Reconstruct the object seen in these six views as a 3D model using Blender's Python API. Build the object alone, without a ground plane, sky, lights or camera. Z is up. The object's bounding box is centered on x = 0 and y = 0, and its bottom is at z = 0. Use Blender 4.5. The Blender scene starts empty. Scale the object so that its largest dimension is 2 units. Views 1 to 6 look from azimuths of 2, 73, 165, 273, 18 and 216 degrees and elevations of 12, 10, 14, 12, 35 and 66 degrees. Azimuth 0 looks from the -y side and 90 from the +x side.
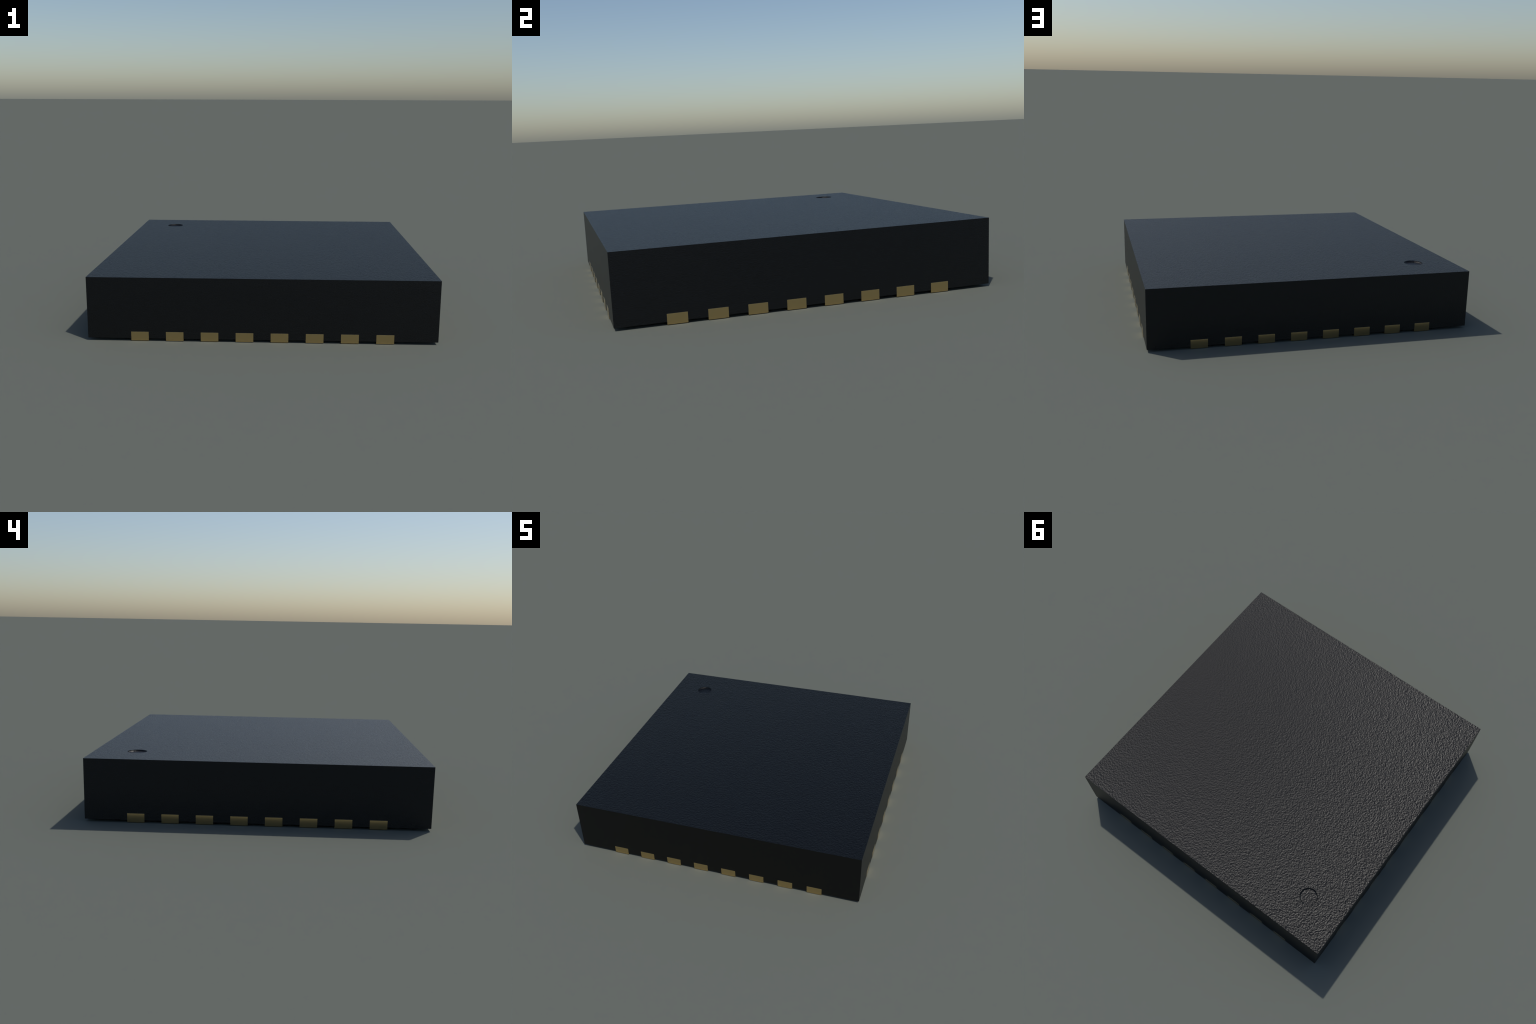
import bpy
import math
from mathutils import Matrix, Vector

# ------------------------------------------------------------------ sizes (m)
BODY_HALF = 0.9996        # half width of the moulded square block
BODY_BOTTOM = 0.0131      # stand-off above the board
BODY_TOP = 0.3715
DIMPLE_CENTRE = (-0.74, 0.74)
DIMPLE_RADIUS = 0.0590
DIMPLE_DEPTH = 0.0090
DIMPLE_FILLET = 0.0090    # the wall curves in to the floor
LEADS_PER_SIDE = 8
LEAD_PITCH = 0.2
LEAD_WIDTH = 0.101
LEAD_HEIGHT = 0.0527
LEAD_LENGTH = 0.16        # reach under the block
LEAD_OUTER = 1.0          # outer faces stand 0.4 mm proud of the block
THERMAL_PAD_HALF = 0.66
EDGE = 0.0004             # tiny rounding on metal edges

# ------------------------------------------------------------------ plastic surface
GRAIN_SQUEEZE = (1.0, 1.0, 3.6)
GRAIN_SCALE = 102.0
GRAIN_DETAIL = 2.0
GRAIN_STRENGTH = 0.185
PLASTIC_ROUGHNESS = 0.37
PLASTIC_SPECULAR = 0.335


# ------------------------------------------------------------------ materials
def new_material(name):
    mat = bpy.data.materials.new(name)
    mat.use_nodes = True
    tree = mat.node_tree
    tree.nodes.clear()
    out = tree.nodes.new("ShaderNodeOutputMaterial")
    bsdf = tree.nodes.new("ShaderNodeBsdfPrincipled")
    tree.links.new(bsdf.outputs["BSDF"], out.inputs["Surface"])
    coord = tree.nodes.new("ShaderNodeTexCoord")
    return mat, tree, bsdf, coord


def noise(tree, vector, scale, detail, rough=0.5):
    n = tree.nodes.new("ShaderNodeTexNoise")
    n.inputs["Scale"].default_value = scale
    n.inputs["Detail"].default_value = detail
    n.inputs["Roughness"].default_value = rough
    tree.links.new(vector, n.inputs["Vector"])
    return n


def moulded_plastic():
    """Black epoxy with a fine leathery eroded grain."""
    mat, tree, bsdf, coord = new_material("black_moulded_epoxy")
    # the grain is squeezed in height, so the walls carry fine flat-lying wrinkles
    squeeze = tree.nodes.new("ShaderNodeMapping")
    squeeze.inputs["Scale"].default_value = GRAIN_SQUEEZE
    tree.links.new(coord.outputs["Object"], squeeze.inputs["Vector"])
    grain = noise(tree, squeeze.outputs["Vector"], GRAIN_SCALE, GRAIN_DETAIL, 0.5)
    # a large distance saturates the slope: every facet leans by about the same angle
    bump = tree.nodes.new("ShaderNodeBump")
    bump.inputs["Strength"].default_value = GRAIN_STRENGTH
    bump.inputs["Distance"].default_value = 1.0
    tree.links.new(grain.outputs["Fac"], bump.inputs["Height"])
    tree.links.new(bump.outputs["Normal"], bsdf.inputs["Normal"])
    bsdf.inputs["Base Color"].default_value = (0.0015, 0.0015, 0.0015, 1)
    bsdf.inputs["Roughness"].default_value = PLASTIC_ROUGHNESS
    bsdf.inputs["IOR"].default_value = 1.5
    bsdf.inputs["Specular IOR Level"].default_value = PLASTIC_SPECULAR
    return mat


def gold_plating():
    mat, tree, bsdf, coord = new_material("gold_plated_metal")
    bsdf.inputs["Base Color"].default_value = (0.735, 0.55, 0.275, 1)
    bsdf.inputs["Metallic"].default_value = 1.0
    bsdf.inputs["Roughness"].default_value = 0.2
    return mat


# ------------------------------------------------------------------ geometry
def mesh_from(name, verts, faces, mat):
    me = bpy.data.meshes.new(name)
    me.from_pydata(verts, [], faces)
    me.materials.append(mat)
    me.validate()
    me.update()
    return me


def add_object(name, me, parent):
    ob = bpy.data.objects.new(name, me)
    bpy.context.scene.collection.objects.link(ob)
    ob.parent = parent
    return ob


def dimple_angles():
    """Even fan of angles round the dimple, with the block corners included."""
    cx, cy = DIMPLE_CENTRE
    fan = [2 * math.pi * i / 96 for i in range(96)]
    for sx in (-1, 1):
        for sy in (-1, 1):
            a = math.atan2(sy * BODY_HALF - cy, sx * BODY_HALF - cx) % (2 * math.pi)
            nearest = min(range(len(fan)), key=lambda i: abs(fan[i] - a))
            fan[nearest] = a
    return fan


def to_border(angle):
    """Point on the square border of the block seen from the dimple centre."""
    cx, cy = DIMPLE_CENTRE
    dx, dy = math.cos(angle), math.sin(angle)
    reach = []
    if abs(dx) > 1e-9:
        reach.append((math.copysign(BODY_HALF, dx) - cx) / dx)
    if abs(dy) > 1e-9:
        reach.append((math.copysign(BODY_HALF, dy) - cy) / dy)
    t = min(reach)
    return cx + dx * t, cy + dy * t


def ring(radius, z, fan):
    cx, cy = DIMPLE_CENTRE
    return [(cx + radius * math.cos(a), cy + radius * math.sin(a), z) for a in fan]


def loft(rows, cap_last=False, cap_first=False):
    n = len(rows[0])
    verts = [v for row in rows for v in row]
    faces = []
    for r in range(len(rows) - 1):
        for i in range(n):
            j = (i + 1) % n
            faces.append((r * n + i, r * n + j, (r + 1) * n + j, (r + 1) * n + i))
    if cap_first:
        faces.append(tuple(reversed(range(n))))
    if cap_last:
        faces.append(tuple(range((len(rows) - 1) * n, len(rows) * n)))
    return verts, faces


def build_body(parent, mat):
    fan = dimple_angles()
    border = [to_border(a) for a in fan]
    rows = [
        [(x, y, BODY_BOTTOM) for x, y in border],
        [(x, y, BODY_TOP) for x, y in border],
        ring(DIMPLE_RADIUS, BODY_TOP, fan),
    ]
    verts, faces = loft(rows, cap_first=True)
    add_object("package_body", mesh_from("package_body", verts, faces, mat), parent)
    rows = []
    for k in range(9):
        t = math.pi / 2 * k / 8
        rows.append(ring(DIMPLE_RADIUS - DIMPLE_FILLET * (1 - math.cos(t)),
                         BODY_TOP - DIMPLE_DEPTH * math.sin(t), fan))
    verts, faces = loft(rows, cap_last=True)
    me = mesh_from("orientation_dimple", verts, faces, mat)
    for poly in me.polygons:
        poly.use_smooth = True
    add_object("orientation_dimple", me, parent)


def bevelled(ob, width):
    mod = ob.modifiers.new("edge", "BEVEL")
    mod.width = width
    mod.segments = 2
    mod.limit_method = "ANGLE"
    mod.angle_limit = math.radians(50)
    dg = bpy.context.evaluated_depsgraph_get()
    me = bpy.data.meshes.new_from_object(ob.evaluated_get(dg))
    ob.modifiers.clear()
    old = ob.data
    name = old.name
    ob.data = me
    bpy.data.meshes.remove(old)
    me.name = name
    return me


def lead_outline():
    """Plan of one lead: square outside the block, rounded under it (points to +x)."""
    r = LEAD_WIDTH / 2
    inner = LEAD_OUTER - LEAD_LENGTH + r
    pts = [(LEAD_OUTER, -r), (LEAD_OUTER, r)]
    for k in range(9):
        a = math.pi / 2 + math.pi * k / 8
        pts.append((inner + r * math.cos(a), r * math.sin(a)))
    return pts


def build_leads(parent, mat):
    plan = lead_outline()
    verts, faces = loft(
        [[(x, y, 0.0) for x, y in plan], [(x, y, LEAD_HEIGHT) for x, y in plan]],
        cap_first=True, cap_last=True)
    first = add_object("lead", mesh_from("lead", verts, faces, mat), parent)
    bpy.context.view_layer.update()
    bevelled(first, EDGE)
    for side in range(4):
        turn = Matrix.Rotation(math.pi / 2 * side, 4, "Z")
        for k in range(LEADS_PER_SIDE):
            slide = (k - (LEADS_PER_SIDE - 1) / 2) * LEAD_PITCH
            ob = first
            if side or k:
                ob = first.copy()
                ob.parent = parent
                bpy.context.scene.collection.objects.link(ob)
            ob.matrix_local = turn @ Matrix.Translation(Vector((0, slide, 0)))


def build_thermal_pad(parent, mat):
    """Exposed metal square under the block, one corner cut to mark the first lead."""
    h, cut = THERMAL_PAD_HALF, 0.12
    plan = [(-h, -h), (h, -h), (h, h), (-h + cut, h), (-h, h - cut)]
    verts, faces = loft(
        [[(x, y, 0.0005) for x, y in plan], [(x, y, LEAD_HEIGHT) for x, y in plan]],
        cap_first=True, cap_last=True)
    add_object("thermal_pad", mesh_from("thermal_pad", verts, faces, mat), parent)


# ------------------------------------------------------------------ assembly
chip = bpy.data.objects.new("computer_chip", None)
bpy.context.scene.collection.objects.link(chip)
chip["label"] = "flat square black computer chip with gold leads along its edges"
chip["category"] = "computer chip"

plastic = moulded_plastic()
metal = gold_plating()
build_body(chip, plastic)
build_leads(chip, metal)
build_thermal_pad(chip, metal)
